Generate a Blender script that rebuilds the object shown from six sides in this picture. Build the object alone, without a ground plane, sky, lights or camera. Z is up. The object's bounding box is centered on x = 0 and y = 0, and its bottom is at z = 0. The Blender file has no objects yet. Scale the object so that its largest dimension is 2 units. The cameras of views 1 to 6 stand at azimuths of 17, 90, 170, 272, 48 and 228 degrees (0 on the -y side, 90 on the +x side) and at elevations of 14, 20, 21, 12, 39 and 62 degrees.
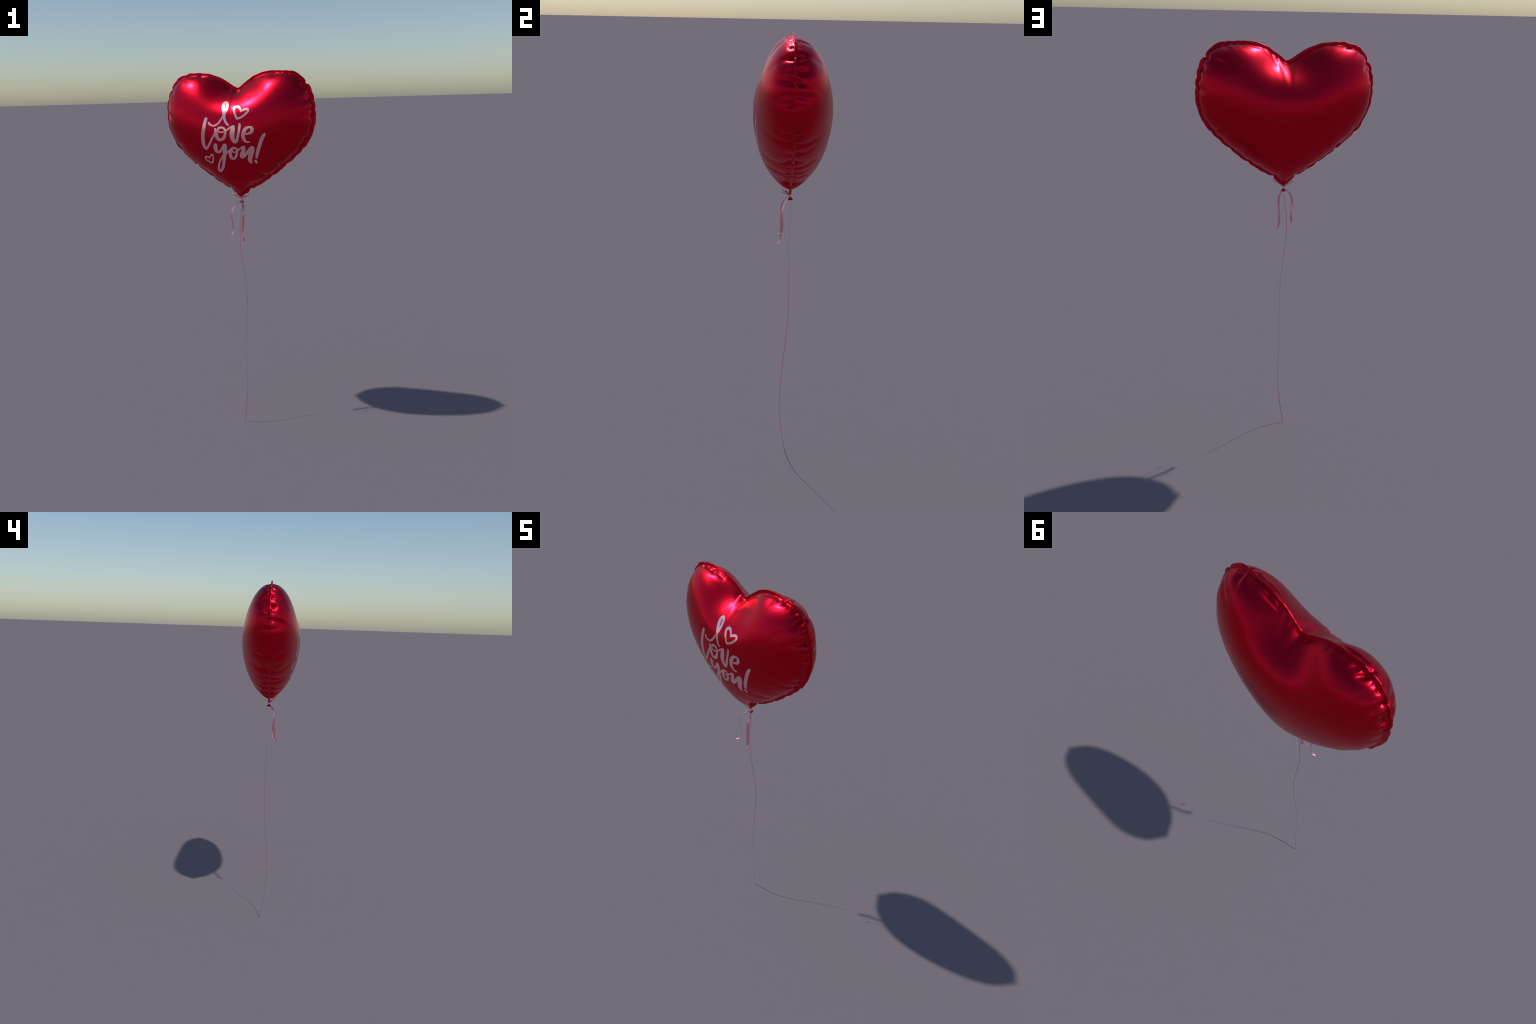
"""Red foil heart balloon: two inflated foil panels welded along a crinkled rim,
white script lettering, pink ribbon bow with two tails, thin flat string."""
import math
import numpy as np

# ------------------------------------------------------------------ outline
# envelope of the welded rim in the x-z plane (seam plane y = 0), right half then left half,
# both listed from the notch down to the neck
RIM_RIGHT = [(0.000, 1.9175), (0.033, 1.944), (0.064, 1.964), (0.094, 1.981), (0.130, 1.992), (0.180, 1.999),
             (0.235, 2.000), (0.280, 1.996), (0.325, 1.977), (0.361, 1.947), (0.387, 1.908), (0.402, 1.866),
             (0.411, 1.815), (0.412, 1.763), (0.405, 1.715), (0.391, 1.668), (0.366, 1.625), (0.315, 1.570),
             (0.250, 1.513), (0.185, 1.461), (0.140, 1.431), (0.090, 1.402), (0.055, 1.383), (0.028, 1.361),
             (0.006, 1.345)]
RIM_LEFT = [(-0.022, 1.926), (-0.046, 1.941), (-0.082, 1.963), (-0.118, 1.980), (-0.155, 1.994), (-0.200, 1.999),
            (-0.240, 2.000), (-0.278, 1.998), (-0.313, 1.988), (-0.345, 1.970), (-0.367, 1.947), (-0.387, 1.912),
            (-0.402, 1.876), (-0.411, 1.820), (-0.412, 1.769), (-0.407, 1.730), (-0.397, 1.700), (-0.380, 1.660),
            (-0.357, 1.617), (-0.319, 1.576), (-0.260, 1.524), (-0.200, 1.480), (-0.148, 1.441), (-0.095, 1.407),
            (-0.056, 1.383), (-0.028, 1.361), (-0.006, 1.345)]
# puckers: (x, z) where they meet the rim, depth on front and back panel (m), half width, length
PUCKERS = [
    # right side
    (0.062, 1.962, .0004, .0034, .014, .060), (0.100, 1.983, .0006, .0024, .012, .040),
    (0.150, 1.996, .0010, .0014, .014, .040), (0.205, 1.999, .0030, .0016, .011, .045),
    (0.236, 1.999, .0040, .0020, .011, .050), (0.274, 1.992, .0034, .0056, .012, .055),
    (0.318, 1.978, .0012, .0020, .012, .040), (0.361, 1.930, .0086, .0096, .010, .090),
    (0.394, 1.884, .0020, .0066, .012, .055), (0.405, 1.846, .0078, .0050, .014, .080),
    (0.408, 1.798, .0034, .0066, .013, .070), (0.410, 1.762, .0060, .0010, .013, .065),
    (0.402, 1.702, .0012, .0014, .014, .045), (0.380, 1.640, .0046, .0022, .013, .080),
    (0.346, 1.600, .0060, .0058, .011, .105), (0.305, 1.557, .0020, .0050, .010, .060),
    (0.262, 1.520, .0072, .0036, .012, .100), (0.222, 1.488, .0014, .0046, .010, .060),
    (0.180, 1.455, .0080, .0040, .012, .095), (0.130, 1.424, .0026, .0052, .011, .070),
    (0.092, 1.402, .0056, .0030, .011, .070), (0.056, 1.386, .0080, .0074, .011, .060),
    # left side
    (-0.145, 1.992, .0020, .0010, .012, .035), (-0.198, 1.999, .0050, .0010, .018, .060),
    (-0.250, 1.999, .0030, .0022, .012, .040), (-0.290, 1.990, .0062, .0058, .012, .060),
    (-0.324, 1.983, .0010, .0044, .012, .060), (-0.352, 1.962, .0066, .0020, .012, .050),
    (-0.381, 1.918, .0074, .0080, .010, .070), (-0.402, 1.870, .0080, .0040, .012, .065),
    (-0.409, 1.836, .0016, .0060, .012, .065), (-0.411, 1.800, .0076, .0020, .014, .080),
    (-0.409, 1.752, .0040, .0040, .013, .055), (-0.398, 1.703, .0014, .0018, .013, .045),
    (-0.372, 1.645, .0026, .0050, .013, .080), (-0.336, 1.592, .0052, .0060, .011, .085),
    (-0.290, 1.549, .0020, .0046, .010, .070), (-0.248, 1.515, .0056, .0064, .011, .090),
    (-0.205, 1.483, .0046, .0026, .010, .075), (-0.160, 1.450, .0050, .0070, .012, .085),
    (-0.110, 1.416, .0056, .0036, .011, .075), (-0.060, 1.386, .0060, .0084, .011, .060),
    # tension folds from the notch and the neck
    (0.000, 1.9175, .0022, .0024, .018, .110), (0.034, 1.944, .0014, .0022, .009, .075),
    (-0.030, 1.932, .0018, .0014, .009, .080), (0.000, 1.345, .0016, .0016, .010, .060),
]
CENTRE = np.array([0.0, 1.715])
FLANGE = 0.0125          # width of the flat welded rim
FLANGE_HALF = 0.0034     # half its thickness
DEPTH_FRONT, DEPTH_BACK = 0.1608, 0.1612
POWER = 0.5              # swell profile; the taut sheet below the notch rises more slowly
NOTCH_SLACK = 0.405
N_ROUND, N_DEEP = 960, 112


def catmull(points, per, closed=False):
    p = np.asarray(points, float)
    n = len(p)
    out = []
    last = n if closed else n - 1
    for i in range(last):
        a, b, c, d = ((p[(i - 1) % n], p[i], p[(i + 1) % n], p[(i + 2) % n]) if closed else
                      (p[max(i - 1, 0)], p[i], p[i + 1], p[min(i + 2, n - 1)]))
        t = np.linspace(0, 1, per, endpoint=False)[:, None]
        out.append(0.5 * (2 * b + (c - a) * t + (2 * a - 5 * b + 4 * c - d) * t ** 2
                          + (3 * b - a - 3 * c + d) * t ** 3))
    if not closed:
        out.append(p[-1:])
    return np.concatenate(out)


def resample(curve, n, closed=False):
    c = np.asarray(curve, float)
    if closed:
        c = np.vstack([c, c[:1]])
    s = np.r_[0, np.cumsum(np.linalg.norm(np.diff(c, axis=0), axis=1))]
    t = np.linspace(0, s[-1], n, endpoint=not closed)
    return np.stack([np.interp(t, s, c[:, k]) for k in range(c.shape[1])], 1), s[-1]


def smooth_closed(a, sigma):
    n = len(a)
    k = np.arange(n)
    k = np.minimum(k, n - k)
    g = np.exp(-0.5 * (k / sigma) ** 2)
    g /= g.sum()
    return np.real(np.fft.ifft(np.fft.fft(a, axis=0) * np.fft.fft(g)[:, None], axis=0))


# closed rim: down the right side, up the left side (clockwise seen from the front)
rim = catmull(RIM_RIGHT + RIM_LEFT[::-1], 24, closed=True)
rim, RIM_LENGTH = resample(rim, N_ROUND, closed=True)
rim = smooth_closed(rim, 2.0)
DS = RIM_LENGTH / N_ROUND
tang = np.roll(rim, -3, 0) - np.roll(rim, 3, 0)
tang /= np.linalg.norm(tang, axis=1)[:, None]
outward = np.stack([-tang[:, 1], tang[:, 0]], 1)
if ((rim - CENTRE) * outward).sum() < 0:
    outward = -outward
outward = smooth_closed(outward, 6.0)
outward /= np.linalg.norm(outward, axis=1)[:, None]
weld = smooth_closed(rim - FLANGE * outward, 3.0)


# ------------------------------------------------------------------ inflated height: membrane under pressure
def membrane(boundary, n_deep):
    """Solve  -laplace(u) = 1, u = 0 on the boundary, on a polar mesh (linear elements, conjugate gradients)."""
    nt = len(boundary)
    phi = np.linspace(0, math.pi / 2, n_deep + 1)[1:]
    rr = np.sin(phi)
    pts = np.vstack([CENTRE[None], (CENTRE + rr[:, None, None] * (boundary - CENTRE)[None]).reshape(-1, 2)])
    j = np.arange(nt)
    jn = (j + 1) % nt
    tris = [np.stack([np.zeros(nt, int), 1 + j, 1 + jn], 1)]
    for i in range(n_deep - 1):
        a, b = 1 + i * nt, 1 + (i + 1) * nt
        tris += [np.stack([a + j, b + j, b + jn], 1), np.stack([a + j, b + jn, a + jn], 1)]
    T = np.concatenate(tris)
    p = pts[T]
    e = np.stack([p[:, 2] - p[:, 1], p[:, 0] - p[:, 2], p[:, 1] - p[:, 0]], 1)
    area = 0.5 * np.abs(e[:, 0, 0] * e[:, 1, 1] - e[:, 0, 1] * e[:, 1, 0])
    K = np.einsum('nik,njk->nij', e, e) / (4 * area)[:, None, None]
    n = len(pts)
    rhs = np.bincount(T.ravel(), np.repeat(area / 3, 3), n)
    diag = np.bincount(T.ravel(), np.stack([K[:, 0, 0], K[:, 1, 1], K[:, 2, 2]], 1).ravel(), n)
    free = np.ones(n)
    free[-nt:] = 0

    def mul(v):
        return np.bincount(T.ravel(), np.einsum('nij,nj->ni', K, v[T]).ravel(), n) * free
    x = np.zeros(n)
    r = rhs * free
    z = r / diag
    d = z.copy()
    rz = r @ z
    r0 = math.sqrt(rz)
    for _ in range(1500):
        q = mul(d)
        al = rz / (d @ q)
        x += al * d
        r -= al * q
        z = r / diag
        new = r @ z
        if math.sqrt(new) < 1e-6 * r0:
            break
        d = z + new / rz * d
        rz = new
    return phi, x[0], x[1:].reshape(n_deep, nt)


STEP = 4
phi, u_mid, u_ring = membrane(weld[::STEP], N_DEEP)
u_max = max(u_mid, u_ring.max())
idx = np.arange(N_ROUND) / STEP
lo = idx.astype(int)
fr = idx - lo
nlo = N_ROUND // STEP
u_ring = u_ring[:, lo % nlo] * (1 - fr) + u_ring[:, (lo + 1) % nlo] * fr
grid_xz = CENTRE + np.sin(phi)[:, None, None] * (weld - CENTRE)[None]
beside = np.sqrt(grid_xz[..., 0] ** 2 + 0.02 ** 2)
taut = np.exp(-(((beside - 0.062) / 0.092) ** 2 + ((grid_xz[..., 1] - 1.905) / 0.105) ** 2))
plump = np.clip((1.70 - grid_xz[..., 1]) / 0.15, 0, 1)      # the lower half is fuller
lift = (np.clip(u_ring, 0, None) / u_max) ** (POWER + NOTCH_SLACK * taut - 0.045 * plump)
lift = smooth_closed(lift.T, 4.0).T
lift_mid = (u_mid / u_max) ** POWER


# ------------------------------------------------------------------ puckers
def pucker_table():
    out = []
    for x, z, f, b, w, l in PUCKERS:
        k = int(np.argmin(((rim - (x, z)) ** 2).sum(1)))
        out.append((k * DS, f, b, w, l))
    rng = np.random.default_rng(7)               # faint extra crinkles between the main ones
    for _ in range(58):
        s = rng.uniform(0, RIM_LENGTH)
        z = rim[int(s / DS) % N_ROUND]
        if abs(z[0]) < 0.10 and z[1] > 1.7:
            continue
        big = rng.uniform(0, 1, 2) ** 2
        out.append((s, .0004 + .0027 * big[0], .0004 + .0027 * big[1], rng.uniform(.004, .009), rng.uniform(.014, .034)))
    return out


TABLE = pucker_table()
TABLE_TENSION = TABLE[len(PUCKERS) - 1][0]
S_RIM = np.arange(N_ROUND) * DS


def valley(s0, width):
    d = np.abs(S_RIM - s0)
    d = np.minimum(d, RIM_LENGTH - d)
    return (1 + (d / width) ** 2) ** -1.6


rim_dent = np.zeros(N_ROUND)      # how far the weld line is pulled inwards
rim_sway = np.zeros(N_ROUND)      # how far it sways to the back (+y) or front (-y)
for n, (s0, f, b, w, l) in enumerate(TABLE):
    rim_dent += 0.5 * (f + b) * np.clip((f + b) / 0.013, 0.60, 1.25) * valley(s0, w)
    rim_sway += (0.20 * (f - b) + (0.0004 if n % 2 else -0.0004)) * valley(s0, w * 1.4)
rim_sway = smooth_closed(rim_sway[:, None], 4.0)[:, 0]
# the top of the right lobe leans to the front
lean = np.exp(-((rim[:, 0] - 0.30) / 0.09) ** 2) * (rim[:, 1] > 1.85)
rim_sway -= 0.007 * smooth_closed(lean[:, None], 8)[:, 0]
k_notch = int(np.argmin(((rim - (0, 1.9175)) ** 2).sum(1)))
away = np.abs(S_RIM - k_notch * DS)
away = np.minimum(away, RIM_LENGTH - away)
rim_dent *= 1 - np.exp(-(away / 0.03) ** 2)


def panel(side):
    """Front (side -1) or back (side +1) foil panel as rings of vertices from the weld line to the crown."""
    depth = DEPTH_FRONT if side < 0 else DEPTH_BACK
    rr = np.sin(phi)
    xz = CENTRE + rr[:, None, None] * (weld - CENTRE)[None]
    y = side * (FLANGE_HALF * 0.9 + depth * lift)
    P = np.stack([xz[..., 0], y, xz[..., 1]], -1)[::-1]        # ring 0 = weld line
    mid = np.array([CENTRE[0], side * (FLANGE_HALF * 0.9 + depth * lift_mid), CENTRE[1]])
    # unit normals of the smooth panel
    dt = np.roll(P, -1, 1) - np.roll(P, 1, 1)
    dr = np.gradient(P, axis=0)
    N = np.cross(dt, dr)
    N /= np.linalg.norm(N, axis=-1)[..., None] + 1e-12
    if (N[40, :, 1] * side).mean() < 0:
        N = -N
    along = np.concatenate([np.zeros((1, N_ROUND)),
                            np.cumsum(np.linalg.norm(np.diff(P, axis=0), axis=-1), axis=0)])
    push = np.zeros(P.shape[:2])
    rng = np.random.default_rng(11 if side < 0 else 23)
    for s0, f, b, w, l in TABLE:
        a = f if side < 0 else b
        skew, bend = rng.uniform(-0.5, 0.5), rng.uniform(-0.35, 0.35)
        slide, beat, phase = rng.uniform(-0.007, 0.007), rng.uniform(0.25, 0.7), rng.uniform(0, 6.28)
        if s0 in (0.0, TABLE_TENSION):
            skew = bend = slide = 0.0
        reach = along / l
        width = w * (1 + 0.9 * np.minimum(reach, 2))
        d = (S_RIM - s0)[None] - bend * along - slide * (1 - np.exp(-along / 0.012))
        d = (d + RIM_LENGTH / 2) % RIM_LENGTH - RIM_LENGTH / 2
        d = d * (1 + skew * np.sign(d))
        # rings shrink towards the crown: keep the fold from narrowing with them
        d = d * np.clip(np.linspace(1, 0, P.shape[0])[:, None] * 0 + rr[::-1][:, None], 0.05, 1)
        uneven = 1 + beat * np.sin(along / l * 4.0 + phase)
        push += a * 1.15 * uneven * (1 + (d / width) ** 2) ** -1.6 * np.exp(-reach ** 1.7)
    # folds lying along the rim on top of the lobes: (x, distance below the weld, half length, depth)
    for fx, below, half, dep in (((-0.205, .020, .050, .0050), (0.150, .015, .050, .0022)) if side < 0 else
                                 ((0.130, .020, .045, .0030), (-0.200, .013, .050, .0016))):
        k = int(np.argmin(((rim - (fx, 2.0)) ** 2).sum(1)))
        d = np.abs(S_RIM - k * DS)
        push += dep * np.exp(-(np.minimum(d, RIM_LENGTH - d)[None] / half) ** 2 - ((along - below) / 0.007) ** 2)
    join = np.exp(-(along / 0.005) ** 2)
    P = P - N * (push * (1 - join))[..., None]
    # follow the pulled-in weld line
    radial = np.stack([outward[:, 0], 0 * S_RIM, outward[:, 1]], 1)
    follow = np.exp(-(along / 0.022) ** 2)
    P = P - radial[None] * (rim_dent[None] * follow)[..., None]
    P[..., 1] += rim_sway[None] * np.exp(-(along / 0.030) ** 2)
    return P, mid


FRONT, FRONT_MID = panel(-1)
BACK, BACK_MID = panel(+1)


def flange_rings():
    """Cross-section of the welded rim, from the front weld line round the outer edge to the back weld line."""
    prof = [(-0.0045, -1.5), (0.0, -1.15), (0.004, -0.82), (0.0085, -0.92), (0.0112, -1.05), (0.0122, -0.70), (0.0126, 0.0),
            (0.0122, 0.70), (0.0112, 1.05), (0.0085, 0.92), (0.004, 0.82), (0.0, 1.15), (-0.0045, 1.5)]
    rng = np.random.default_rng(3)
    ripple = smooth_closed(rng.normal(0, 1, (N_ROUND, 2)), 8.0)
    ripple /= ripple.std(0)
    rings = []
    for o, h in prof:
        k = max(o, 0) / FLANGE
        base = weld + outward * (o - rim_dent + k * 0.0010 * ripple[:, 0])[:, None]
        y = h * FLANGE_HALF + rim_sway * (1 + 0.6 * k) + k * 0.0007 * ripple[:, 1]
        rings.append(np.stack([base[:, 0], y, base[:, 1]], 1))
    return np.stack(rings)


RINGS = flange_rings()
# ---- BLENDER
import bpy
import bmesh
from mathutils import Vector

COLLECTION = bpy.context.scene.collection


def new_object(name, verts, faces, material, parent, smooth=True):
    me = bpy.data.meshes.new(name)
    me.from_pydata([tuple(v) for v in verts], [], [tuple(f) for f in faces])
    me.validate()
    me.update()
    if smooth:
        me.polygons.foreach_set("use_smooth", [True] * len(me.polygons))
    me.materials.append(material)
    ob = bpy.data.objects.new(name, me)
    COLLECTION.objects.link(ob)
    ob.parent = parent
    return ob


def recalc(ob):
    bm = bmesh.new()
    bm.from_mesh(ob.data)
    bmesh.ops.recalc_face_normals(bm, faces=bm.faces)
    bm.to_mesh(ob.data)
    bm.free()


# ------------------------------------------------------------------ materials
def metal(name, colour, roughness, tint, grain=0.0, metallic=1.0):
    m = bpy.data.materials.new(name)
    m.use_nodes = True
    nt = m.node_tree
    b = nt.nodes["Principled BSDF"]
    co = nt.nodes.new("ShaderNodeTexCoord")
    no = nt.nodes.new("ShaderNodeTexNoise")
    no.inputs["Scale"].default_value = 9.0
    no.inputs["Detail"].default_value = 2.0
    nt.links.new(co.outputs["Object"], no.inputs["Vector"])
    ra = nt.nodes.new("ShaderNodeValToRGB")
    ra.color_ramp.elements[0].position = 0.35
    ra.color_ramp.elements[1].position = 0.65
    ra.color_ramp.elements[0].color = (*[c * 0.98 for c in colour], 1)
    ra.color_ramp.elements[1].color = (*colour, 1)
    nt.links.new(no.outputs["Fac"], ra.inputs["Fac"])
    nt.links.new(ra.outputs["Color"], b.inputs["Base Color"])
    b.inputs["Metallic"].default_value = metallic
    b.inputs["Roughness"].default_value = roughness
    b.inputs["Specular Tint"].default_value = (*tint, 1)
    if grain:
        bu = nt.nodes.new("ShaderNodeBump")
        wa = nt.nodes.new("ShaderNodeTexWave")
        wa.inputs["Scale"].default_value = 600
        nt.links.new(co.outputs["Object"], wa.inputs["Vector"])
        bu.inputs["Strength"].default_value = grain
        bu.inputs["Distance"].default_value = 0.0002
        nt.links.new(wa.outputs["Fac"], bu.inputs["Height"])
        nt.links.new(bu.outputs["Normal"], b.inputs["Normal"])
    return m


FOIL = metal("red_foil", (0.62, 0.0060, 0.026), 0.30, (1, 1, 1))
RIBBON = metal("pink_satin", (0.98, 0.45, 0.54), 0.30, (1, 1, 1))
PRINT = metal("pale_print", (0.98, 0.53, 0.56), 0.22, (1, 1, 1), metallic=0.92)

root = bpy.data.objects.new("heart_balloon", None)
COLLECTION.objects.link(root)
root["label"] = "shiny red heart foil balloon with white lettering and pink ribbon"
root["category"] = "balloon"


# ------------------------------------------------------------------ foil body
def ring_faces(nr, nt, closed=True):
    j = np.arange(nt if closed else nt - 1)
    jn = (j + 1) % nt
    return np.concatenate([np.stack([i * nt + j, i * nt + jn, (i + 1) * nt + jn, (i + 1) * nt + j], 1)
                           for i in range(nr - 1)])


for P, mid in ((FRONT, FRONT_MID), (BACK, BACK_MID)):
    nr = P.shape[0]
    verts = np.vstack([P.reshape(-1, 3), mid[None]])
    faces = [tuple(f) for f in ring_faces(nr, N_ROUND)]
    base = (nr - 1) * N_ROUND
    faces += [(base + k, base + (k + 1) % N_ROUND, len(verts) - 1) for k in range(N_ROUND)]
    recalc(new_object("foil_panel", verts, faces, FOIL, root))

recalc(new_object("welded_rim", RINGS.reshape(-1, 3), ring_faces(len(RINGS), N_ROUND), FOIL, root))


# ------------------------------------------------------------------ neck and tail of the foil
def lathe(name, profile, material, parent, segments=48, wobble=0.0, centre=(0, 0), squash=1.0, seed=1):
    rng = np.random.default_rng(seed)
    a = np.linspace(0, 2 * math.pi, segments, endpoint=False)
    ph = rng.uniform(0, 6.28, 3)
    verts = []
    for k, (r, z) in enumerate(profile):
        f = k / (len(profile) - 1)
        rad = r * (1 + wobble * f * (np.sin(3 * a + ph[0]) + 0.6 * np.sin(5 * a + ph[1])))
        zz = z + wobble * 0.004 * f * np.sin(4 * a + ph[2])
        verts.append(np.stack([centre[0] + rad * np.cos(a), centre[1] + rad * np.sin(a) * squash, zz], 1))
    faces = [tuple(f) for f in ring_faces(len(profile), segments)]
    faces.append(tuple(range(segments)))
    faces.append(tuple((len(profile) - 1) * segments + np.arange(segments)))
    ob = new_object(name, np.concatenate(verts), faces, material, parent)
    recalc(ob)
    return ob


lathe("neck", [(.0070, 1.3560), (.0062, 1.3520), (.0054, 1.3470), (.0049, 1.3420), (.0046, 1.3320), (.0046, 1.3255),
               (.0066, 1.3225), (.0104, 1.3182), (.0124, 1.3150), (.0112, 1.3142), (.0030, 1.3165)],
      FOIL, root, wobble=0.10, centre=(0.0006, 0.0006))


# ------------------------------------------------------------------ ribbon pieces
def band(name, spine, across, width, thickness, parent, material=None, ends=1.0):
    """Flat ribbon: a rounded strip swept along a spine; 'across' gives the width direction at each point."""
    spine = np.asarray(spine, float)
    t = np.gradient(spine, axis=0)
    t /= np.linalg.norm(t, axis=1)[:, None]
    w = across - (across * t).sum(1)[:, None] * t
    w /= np.linalg.norm(w, axis=1)[:, None]
    nrm = np.cross(t, w)
    sec = [(-.5, 0), (-.47, .5), (-.2, .5), (.2, .5), (.47, .5), (.5, 0), (.47, -.5), (.2, -.5), (-.2, -.5), (-.47, -.5)]
    wid = np.broadcast_to(np.asarray(width, float), (len(spine),))
    rings = [spine + w * (a * wid)[:, None] + nrm * (b * thickness) for a, b in sec]
    V = np.stack(rings, 1)
    n, k = V.shape[:2]
    faces = [tuple(f) for f in ring_faces(n, k)] + [tuple(range(k)), tuple((n - 1) * k + np.arange(k))]
    ob = new_object(name, V.reshape(-1, 3), faces, material or RIBBON, parent)
    recalc(ob)
    return ob


def heading(deg, n):
    deg = np.broadcast_to(np.asarray(deg, float), (n,))
    a = np.radians(deg)
    return np.stack([np.cos(a), np.sin(a), 0 * a], 1)


bow = bpy.data.objects.new("ribbon_bow", None)
COLLECTION.objects.link(bow)
bow.parent = root

TAIL_A = [(-0.003, -0.004, 1.3275), (-0.0100, -0.0095, 1.3230), (-0.0205, -0.0180, 1.3120), (-0.0320, -0.0270, 1.2985), (-0.0418, -0.0320, 1.2835), (-0.0475, -0.0340, 1.2670),
          (-0.0502, -0.0342, 1.2490), (-0.0505, -0.0326, 1.2313), (-0.0492, -0.0301, 1.2139), (-0.0475, -0.0283, 1.1966),
          (-0.0462, -0.0278, 1.1791), (-0.0464, -0.0288, 1.1640), (-0.0483, -0.0306, 1.1515), (-0.0535, -0.0345, 1.1425), (-0.0610, -0.0400, 1.1378), (-0.0690, -0.0457, 1.1362)]
TAIL_B = [(0.001, -0.005, 1.3275), (0.0035, -0.0085, 1.3200), (0.0085, -0.0160, 1.3060), (0.0132, -0.0242, 1.2907),
          (0.0157, -0.0311, 1.2741), (0.0169, -0.0350, 1.2564), (0.0166, -0.0362, 1.2380), (0.0152, -0.0361, 1.2193),
          (0.0136, -0.0353, 1.2005), (0.0123, -0.0351, 1.1816), (0.0117, -0.0362, 1.1629), (0.0121, -0.0379, 1.1443),
          (0.0142, -0.0414, 1.1263), (0.0196, -0.0484, 1.1104)]
for pts, turn, full in ((TAIL_A, 138.5, 0.0125), (TAIL_B, 33, 0.0134)):
    sp, _ = resample(catmull(pts, 12), 120)
    f = np.clip(np.linspace(0, 1, 120) / 0.16, 0, 1)
    f = f * f * (3 - 2 * f)
    wid = 0.0065 + (full - 0.0065) * f
    band("ribbon_tail", sp, heading(turn, 120), wid, 0.0007, bow)

for tip, bulge in (((-0.0500, -0.0125, 1.3640), 0.0075), ((0.0485, -0.0375, 1.3660), 0.0085)):
    tip = np.array(tip)
    start = np.array([0.0, -0.005, 1.3375])
    d = tip - start
    length = np.linalg.norm(d)
    d /= length
    side_dir = np.cross(d, (0, 0, 1))
    side_dir /= np.linalg.norm(side_dir)
    up = np.cross(side_dir, d)
    a = np.linspace(0, math.pi * 2, 90)
    reach = length * (1 - np.cos(a)) / 2
    sw = bulge * np.sin(a) * (0.35 + 0.65 * (1 - np.cos(a)) / 2)
    sag = 0.0012 * np.sin(math.pi * np.clip(reach / length, 0, 1))
    sp = start + d * reach[:, None] + side_dir * sw[:, None] + up * sag[:, None]
    wid = 0.0072 + 0.0046 * np.clip(reach / length / 0.6, 0, 1)
    if up[2] < 0:
        up = -up
    band("bow_loop", sp, np.repeat(up[None], 90, 0), wid, 0.0007, bow)

for k, (z, tilt) in enumerate(((1.3350, 0.10), (1.3295, -0.12))):
    a = np.linspace(0, 2 * math.pi, 60)
    sp = np.stack([-0.0006 + 0.0063 * np.cos(a), -0.0008 + 0.0063 * np.sin(a), z + 0.006 * tilt * np.cos(a + k)], 1)
    band("ribbon_wrap", sp, np.repeat([[0, 0, 1.0]], 60, 0), 0.0075 - 0.001 * k, 0.0010 + 0.0006 * k, bow)

# ------------------------------------------------------------------ string: flat, slowly twisting
STRING = [(0.0008, 0.0012, 1.318), (-0.0015, 0.0022, 1.300), (-0.0075, 0.0038, 1.255), (-0.0148, 0.0045, 1.200), (-0.0173, 0.0036, 1.150),
          (-0.0180, 0.0032, 1.100), (-0.0158, 0.0030, 1.050), (-0.0108, 0.0032, 1.000), (-0.0043, 0.0045, 0.950),
          (0.0019, 0.0062, 0.900), (0.0068, 0.0079, 0.850), (0.0095, 0.0086, 0.800), (0.0100, 0.0080, 0.750), (0.0089, 0.0053, 0.700),
          (0.0072, 0.0018, 0.650), (0.0057, -0.0026, 0.600), (0.0049, -0.0071, 0.550), (0.0045, -0.0115, 0.500),
          (0.0045, -0.0152, 0.450), (0.0051, -0.0183, 0.400), (0.0059, -0.0207, 0.350), (0.0061, -0.0218, 0.300),
          (0.0052, -0.0207, 0.250), (0.0029, -0.0179, 0.200), (-0.0015, -0.0127, 0.150), (-0.0080, -0.0063, 0.100),
          (-0.0156, 0.0013, 0.050), (-0.0226, 0.0089, 0.0)]
sp, _ = resample(catmull(STRING, 10), 420)
twist = np.interp(sp[:, 2], [0.0, 0.30, 0.454, 0.578, 0.85, 1.1, 1.32], [158, 138.5, 107, 80, 42, 12, 0])
girth = np.interp(sp[:, 2], [0.0, 0.12, 0.30, 0.75, 1.30], [0.0046, 0.0042, 0.0028, 0.0027, 0.0034])
band("string", sp, heading(twist, len(sp)), girth, 0.0007, root)


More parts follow.
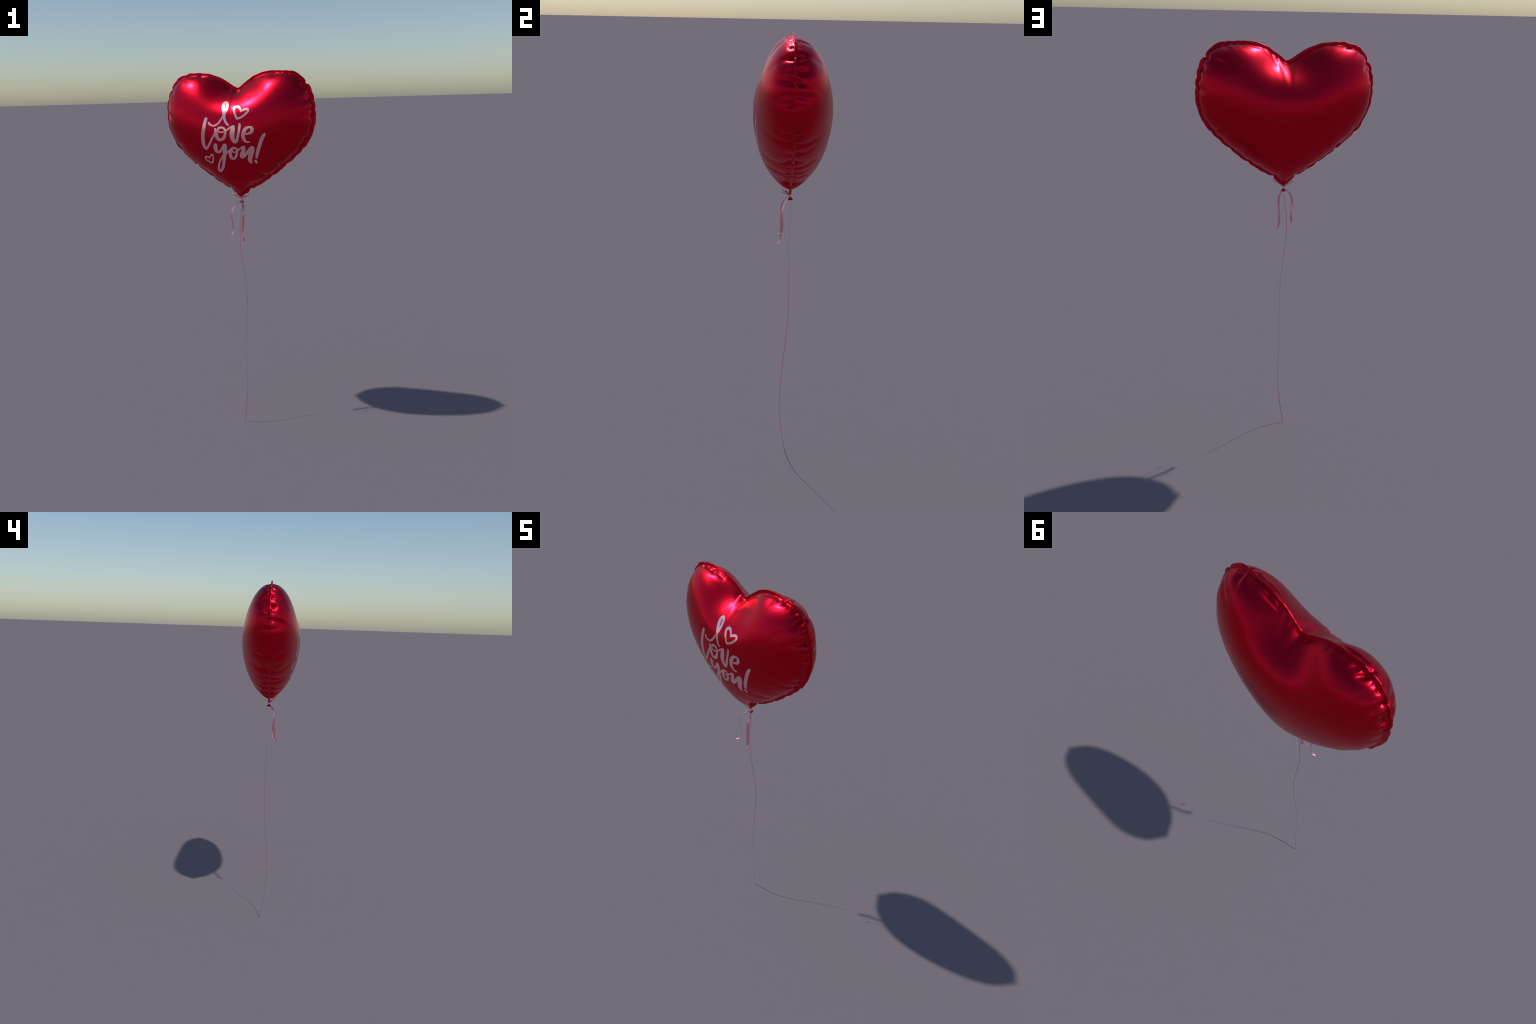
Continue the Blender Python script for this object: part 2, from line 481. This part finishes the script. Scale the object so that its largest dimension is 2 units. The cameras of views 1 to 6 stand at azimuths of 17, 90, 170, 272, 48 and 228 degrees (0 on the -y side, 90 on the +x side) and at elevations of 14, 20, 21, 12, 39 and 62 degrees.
# ------------------------------------------------------------------ printed brush lettering
# brush strokes on the front panel: x, z - 1650 and brush width, in millimetres
SCRIPT = [
    ('letter', [
        [(-113.8, 95.1, 12.2), (-107.3, 86.5, 10.4), (-91.2, 81.4, 8.5), (-75.2, 84.7, 9.1), (-59.4, 95.9, 9.6), (-41.3, 119.8, 9.5), (-30.3, 137.9, 11.2), (-21.6, 160.2, 14.4), (-21.0, 179.8, 14.0), (-26.0, 192.0, 11.4), (-35.9, 197.0, 9.4)],
        [(-35.9, 197.6, 8.2), (-42.0, 188.7, 16.0), (-40.9, 169.0, 17.6), (-35.3, 149.2, 17.1), (-32.3, 132.3, 16.6), (-28.7, 115.3, 13.6), (-21.3, 98.3, 11.9), (-10.9, 85.9, 10.1), (-5.6, 83.3, 5.3)],
    ]),
    ('heart_mark', [
        [(56.0, 151.7, 8.8), (46.8, 166.7, 10.1), (30.7, 173.7, 11.3), (18.7, 166.4, 12.5), (20.0, 151.0, 11.2), (27.1, 134.1, 10.6), (39.0, 114.3, 10.5)],
        [(39.0, 114.3, 10.5), (62.9, 122.3, 9.9), (83.2, 137.3, 9.9), (94.3, 150.2, 11.0), (92.4, 158.0, 11.1), (81.2, 159.9, 11.1), (66.4, 155.2, 10.6), (56.2, 149.8, 7.6)],
    ]),
    ('letter', [
        [(-130.8, 115.1, 17.7), (-136.0, 99.7, 17.8), (-142.1, 76.7, 19.2), (-148.5, 50.6, 20.1), (-152.0, 24.3, 21.0), (-152.5, 0.7, 20.5), (-149.0, -20.2, 18.1), (-140.7, -34.7, 13.0), (-131.3, -30.4, 12.9), (-117.1, -12.4, 12.7), (-101.2, 12.7, 11.8), (-86.4, 35.9, 11.0), (-77.7, 48.9, 9.1)],
    ]),
    ('letter', [
        [(-78.1, 64.1, 12.1), (-75.5, 47.4, 18.3), (-72.2, 30.1, 19.5), (-65.1, 15.5, 18.3), (-51.1, 10.3, 13.4), (-34.6, 18.9, 16.3), (-25.6, 35.6, 13.8), (-23.4, 52.8, 10.8), (-29.6, 66.5, 10.7), (-45.2, 72.4, 10.2), (-59.5, 68.6, 10.8), (-64.2, 58.9, 7.3), (-58.4, 50.8, 7.3), (-44.3, 47.8, 7.2), (-28.4, 51.4, 7.8), (-15.8, 58.4, 8.3), (-0.1, 69.6, 8.3), (12.2, 76.6, 8.2)],
    ]),
    ('letter', [
        [(19.0, 74.5, 17.1), (15.7, 58.1, 24.2), (12.0, 38.1, 26.1), (13.7, 20.9, 24.3), (20.4, 4.1, 19.6), (27.7, -0.9, 14.2), (35.7, 6.3, 14.8), (43.0, 29.2, 13.5), (48.3, 52.0, 12.9), (52.3, 74.6, 12.8), (53.5, 84.8, 10.5), (49.6, 89.6, 4.7)],
    ]),
    ('letter', [
        [(85.2, 37.8, 8.7), (101.5, 41.3, 11.6), (113.5, 48.8, 15.5), (116.7, 59.5, 17.8), (113.4, 68.6, 14.4), (102.3, 72.4, 9.8), (87.5, 67.0, 14.5), (76.8, 54.4, 19.2), (70.6, 37.5, 19.8), (71.0, 20.3, 19.3), (77.7, 5.8, 14.6), (87.6, -1.2, 9.9), (98.7, -1.4, 8.7)],
    ]),
    ('letter', [
        [(-82.1, -19.0, 22.4), (-83.5, -28.5, 23.8), (-82.9, -40.4, 20.8), (-76.6, -50.1, 15.7), (-67.0, -52.8, 11.3), (-56.4, -46.1, 12.4), (-45.1, -31.3, 12.9), (-34.1, -16.6, 13.4)],
        [(-28.8, -17.8, 18.9), (-30.4, -34.2, 20.8), (-34.6, -54.9, 21.6), (-38.9, -75.9, 20.6), (-43.3, -97.1, 17.1), (-50.6, -121.8, 16.1), (-60.5, -140.7, 15.2), (-73.5, -151.6, 14.9), (-81.7, -146.1, 13.6), (-79.2, -128.7, 11.3), (-69.9, -106.7, 10.4), (-58.7, -88.2, 9.5), (-47.3, -76.0, 9.4), (-31.0, -62.4, 10.5), (-18.7, -52.5, 10.4), (-6.8, -44.5, 10.9)],
    ]),
    ('letter', [
        [(-2.3, -43.1, 13.4), (-3.9, -57.8, 17.1), (-3.2, -72.7, 17.1), (2.6, -84.1, 14.7), (10.0, -87.1, 10.4), (20.0, -81.1, 12.1), (29.1, -66.8, 12.0), (34.0, -49.1, 9.0), (31.0, -35.5, 10.2), (20.8, -30.8, 10.8), (8.1, -34.8, 15.1), (-1.1, -43.1, 15.1)],
        [(8.4, -47.5, 9.1), (12.5, -52.8, 7.2), (23.3, -52.6, 7.2), (36.3, -44.7, 8.4), (49.2, -36.0, 8.3), (63.4, -27.3, 8.8)],
    ]),
    ('letter', [
        [(70.1, -28.9, 17.1), (66.2, -46.4, 20.7), (60.2, -61.1, 22.6), (56.3, -72.3, 20.9), (58.9, -80.1, 12.5), (67.6, -74.5, 13.1), (81.0, -60.7, 14.8), (95.9, -43.8, 16.4), (105.6, -33.1, 14.6), (114.3, -27.1, 11.6)],
        [(116.5, -31.8, 15.1), (111.6, -47.0, 21.6), (104.0, -64.6, 22.9), (97.6, -82.4, 22.4), (95.8, -95.9, 20.1), (100.3, -105.4, 11.8), (104.4, -109.1, 5.3)],
    ]),
    ('exclamation_mark', [
        [(178.4, 35.6, 13.0), (169.9, 23.0, 16.5), (160.2, 4.5, 17.7), (151.4, -18.5, 17.8), (142.3, -41.7, 16.7), (136.2, -59.3, 15.7), (130.3, -80.6, 13.4)],
        [(123.0, -99.2, 12.9), (126.0, -105.4, 12.9)],
    ]),
    ('heart_mark', [
        [(-127.3, -83.4, 6.7), (-135.2, -78.4, 8.0), (-147.0, -77.8, 8.8), (-152.2, -82.9, 8.2), (-148.2, -93.4, 8.3), (-133.0, -103.2, 8.2), (-113.7, -110.3, 7.4)],
        [(-113.7, -110.3, 7.4), (-107.5, -98.3, 8.0), (-102.8, -79.8, 7.8), (-104.5, -67.7, 8.4), (-112.0, -67.2, 8.4), (-120.3, -74.7, 7.9), (-127.5, -84.4, 6.7)],
    ]),
]


weld_angle = np.unwrap(np.arctan2(weld[:, 1] - CENTRE[1], weld[:, 0] - CENTRE[0]))
TURN = 1.0 if weld_angle[-1] > weld_angle[0] else -1.0
weld_radius = np.hypot(weld[:, 0] - CENTRE[0], weld[:, 1] - CENTRE[1])
FULL = np.vstack([np.broadcast_to(FRONT_MID, (1, N_ROUND, 3)), FRONT[::-1]])[..., 1]
FULL = np.hstack([FULL, FULL[:, :1]])


def front_y(x, z):
    """y of the front panel at (x, z)."""
    a = ((np.arctan2(z - CENTRE[1], x - CENTRE[0]) - weld_angle[0]) * TURN) % (2 * math.pi)
    i = np.interp(a, np.r_[(weld_angle - weld_angle[0]) * TURN, 2 * math.pi], np.arange(N_ROUND + 1))
    radius = np.interp(i, np.arange(N_ROUND + 1), np.r_[weld_radius, weld_radius[0]])
    q = np.arcsin(np.clip(np.hypot(x - CENTRE[0], z - CENTRE[1]) / radius, 0, 0.9999)) / phi[0]
    i0 = np.clip(i.astype(int), 0, N_ROUND - 1)
    q0 = np.clip(q.astype(int), 0, N_DEEP - 1)
    fi, fq = i - i0, q - q0
    return ((FULL[q0, i0] * (1 - fi) + FULL[q0, i0 + 1] * fi) * (1 - fq)
            + (FULL[q0 + 1, i0] * (1 - fi) + FULL[q0 + 1, i0 + 1] * fi) * fq)


def brush_shape(strokes, cell=0.0009):
    """Filled outline of round-brush strokes by marching squares; returns 2D points, faces, border edges."""
    dabs = []
    for st in strokes:
        st = np.array(st) / 1000.0
        c = catmull(st, 30)
        dabs.append(c)
    d = np.concatenate(dabs)
    lo_c = (d[:, :2] - d[:, 2:] / 2).min(0) - 2 * cell
    hi_c = (d[:, :2] + d[:, 2:] / 2).max(0) + 2 * cell
    nx, nz = (np.ceil((hi_c - lo_c) / cell)).astype(int) + 1
    gx, gz = lo_c[0] + cell * np.arange(nx), lo_c[1] + cell * np.arange(nz)
    X, Z = np.meshgrid(gx, gz, indexing='ij')
    f = np.full(X.shape, 9.0)
    for x, z, w in d:
        i0, i1 = np.searchsorted(gx, [x - w / 2 - 3 * cell, x + w / 2 + 3 * cell])
        j0, j1 = np.searchsorted(gz, [z - w / 2 - 3 * cell, z + w / 2 + 3 * cell])
        sub = f[i0:i1, j0:j1]
        np.minimum(sub, np.hypot(X[i0:i1, j0:j1] - x, Z[i0:i1, j0:j1] - z) - w / 2, out=sub)
    f[np.abs(f) < 1e-6] = 1e-6
    pts, index, faces, border = [], {}, [], []

    def corner(i, j):
        k = (i, j)
        if k not in index:
            index[k] = len(pts)
            pts.append((gx[i], gz[j]))
        return index[k]

    def cut(a, b):
        k = (min(a, b), max(a, b))
        if k not in index:
            t = f[a] / (f[a] - f[b])
            index[k] = len(pts)
            pts.append((gx[a[0]] + t * (gx[b[0]] - gx[a[0]]), gz[a[1]] + t * (gz[b[1]] - gz[a[1]])))
        return index[k]
    ins = f < 0
    anyc = ins[:-1, :-1] | ins[1:, :-1] | ins[1:, 1:] | ins[:-1, 1:]
    for i, j in np.argwhere(anyc):
        ring = [(i, j), (i + 1, j), (i + 1, j + 1), (i, j + 1)]
        poly, cuts = [], []
        for a, b in zip(ring, ring[1:] + ring[:1]):
            if ins[a]:
                poly.append(corner(*a))
            if ins[a] != ins[b]:
                c = cut(a, b)
                poly.append(c)
                cuts.append(len(poly) - 1)
        if len(poly) >= 3:
            faces.append(poly)
            n = len(poly)
            for k in range(n):
                if k in cuts and (k + 1) % n in cuts:
                    border.append((poly[k], poly[(k + 1) % n]))
    return np.array(pts), faces, border


lettering = bpy.data.objects.new("lettering", None)
COLLECTION.objects.link(lettering)
lettering.parent = root
for layer, (name, strokes) in enumerate(SCRIPT):
    pts, faces, border = brush_shape(strokes)
    x, z = pts[:, 0], pts[:, 1] + 1.650
    y = front_y(x, z)
    proud = 0.0005 + 0.00010 * (layer % 3)
    n = len(pts)
    e = 0.0015
    slope = np.stack([(front_y(x + e, z) - front_y(x - e, z)) / (2 * e), -np.ones(n),
                      (front_y(x, z + e) - front_y(x, z - e)) / (2 * e)], 1)
    slope /= np.linalg.norm(slope, axis=1)[:, None]
    face = np.stack([x, y, z], 1) + slope * proud
    hem = np.unique(np.array(border).ravel())
    spot = {int(k): i for i, k in enumerate(hem)}
    m = len(hem)
    verts = np.concatenate([face, face[hem], face[hem] - slope[hem] * (proud + 0.0006)])
    normals = np.concatenate([slope, slope[hem], slope[hem]])
    allf = [tuple(p[::-1]) for p in faces]
    allf += [(n + spot[a], n + m + spot[a], n + m + spot[b], n + spot[b]) for a, b in border]
    glyph = new_object(name, verts, allf, PRINT, lettering)
    if sum(p.normal.y for p in glyph.data.polygons[:len(faces)]) > 0:
        glyph.data.flip_normals()
    glyph.data.normals_split_custom_set_from_vertices([tuple(v) for v in normals])
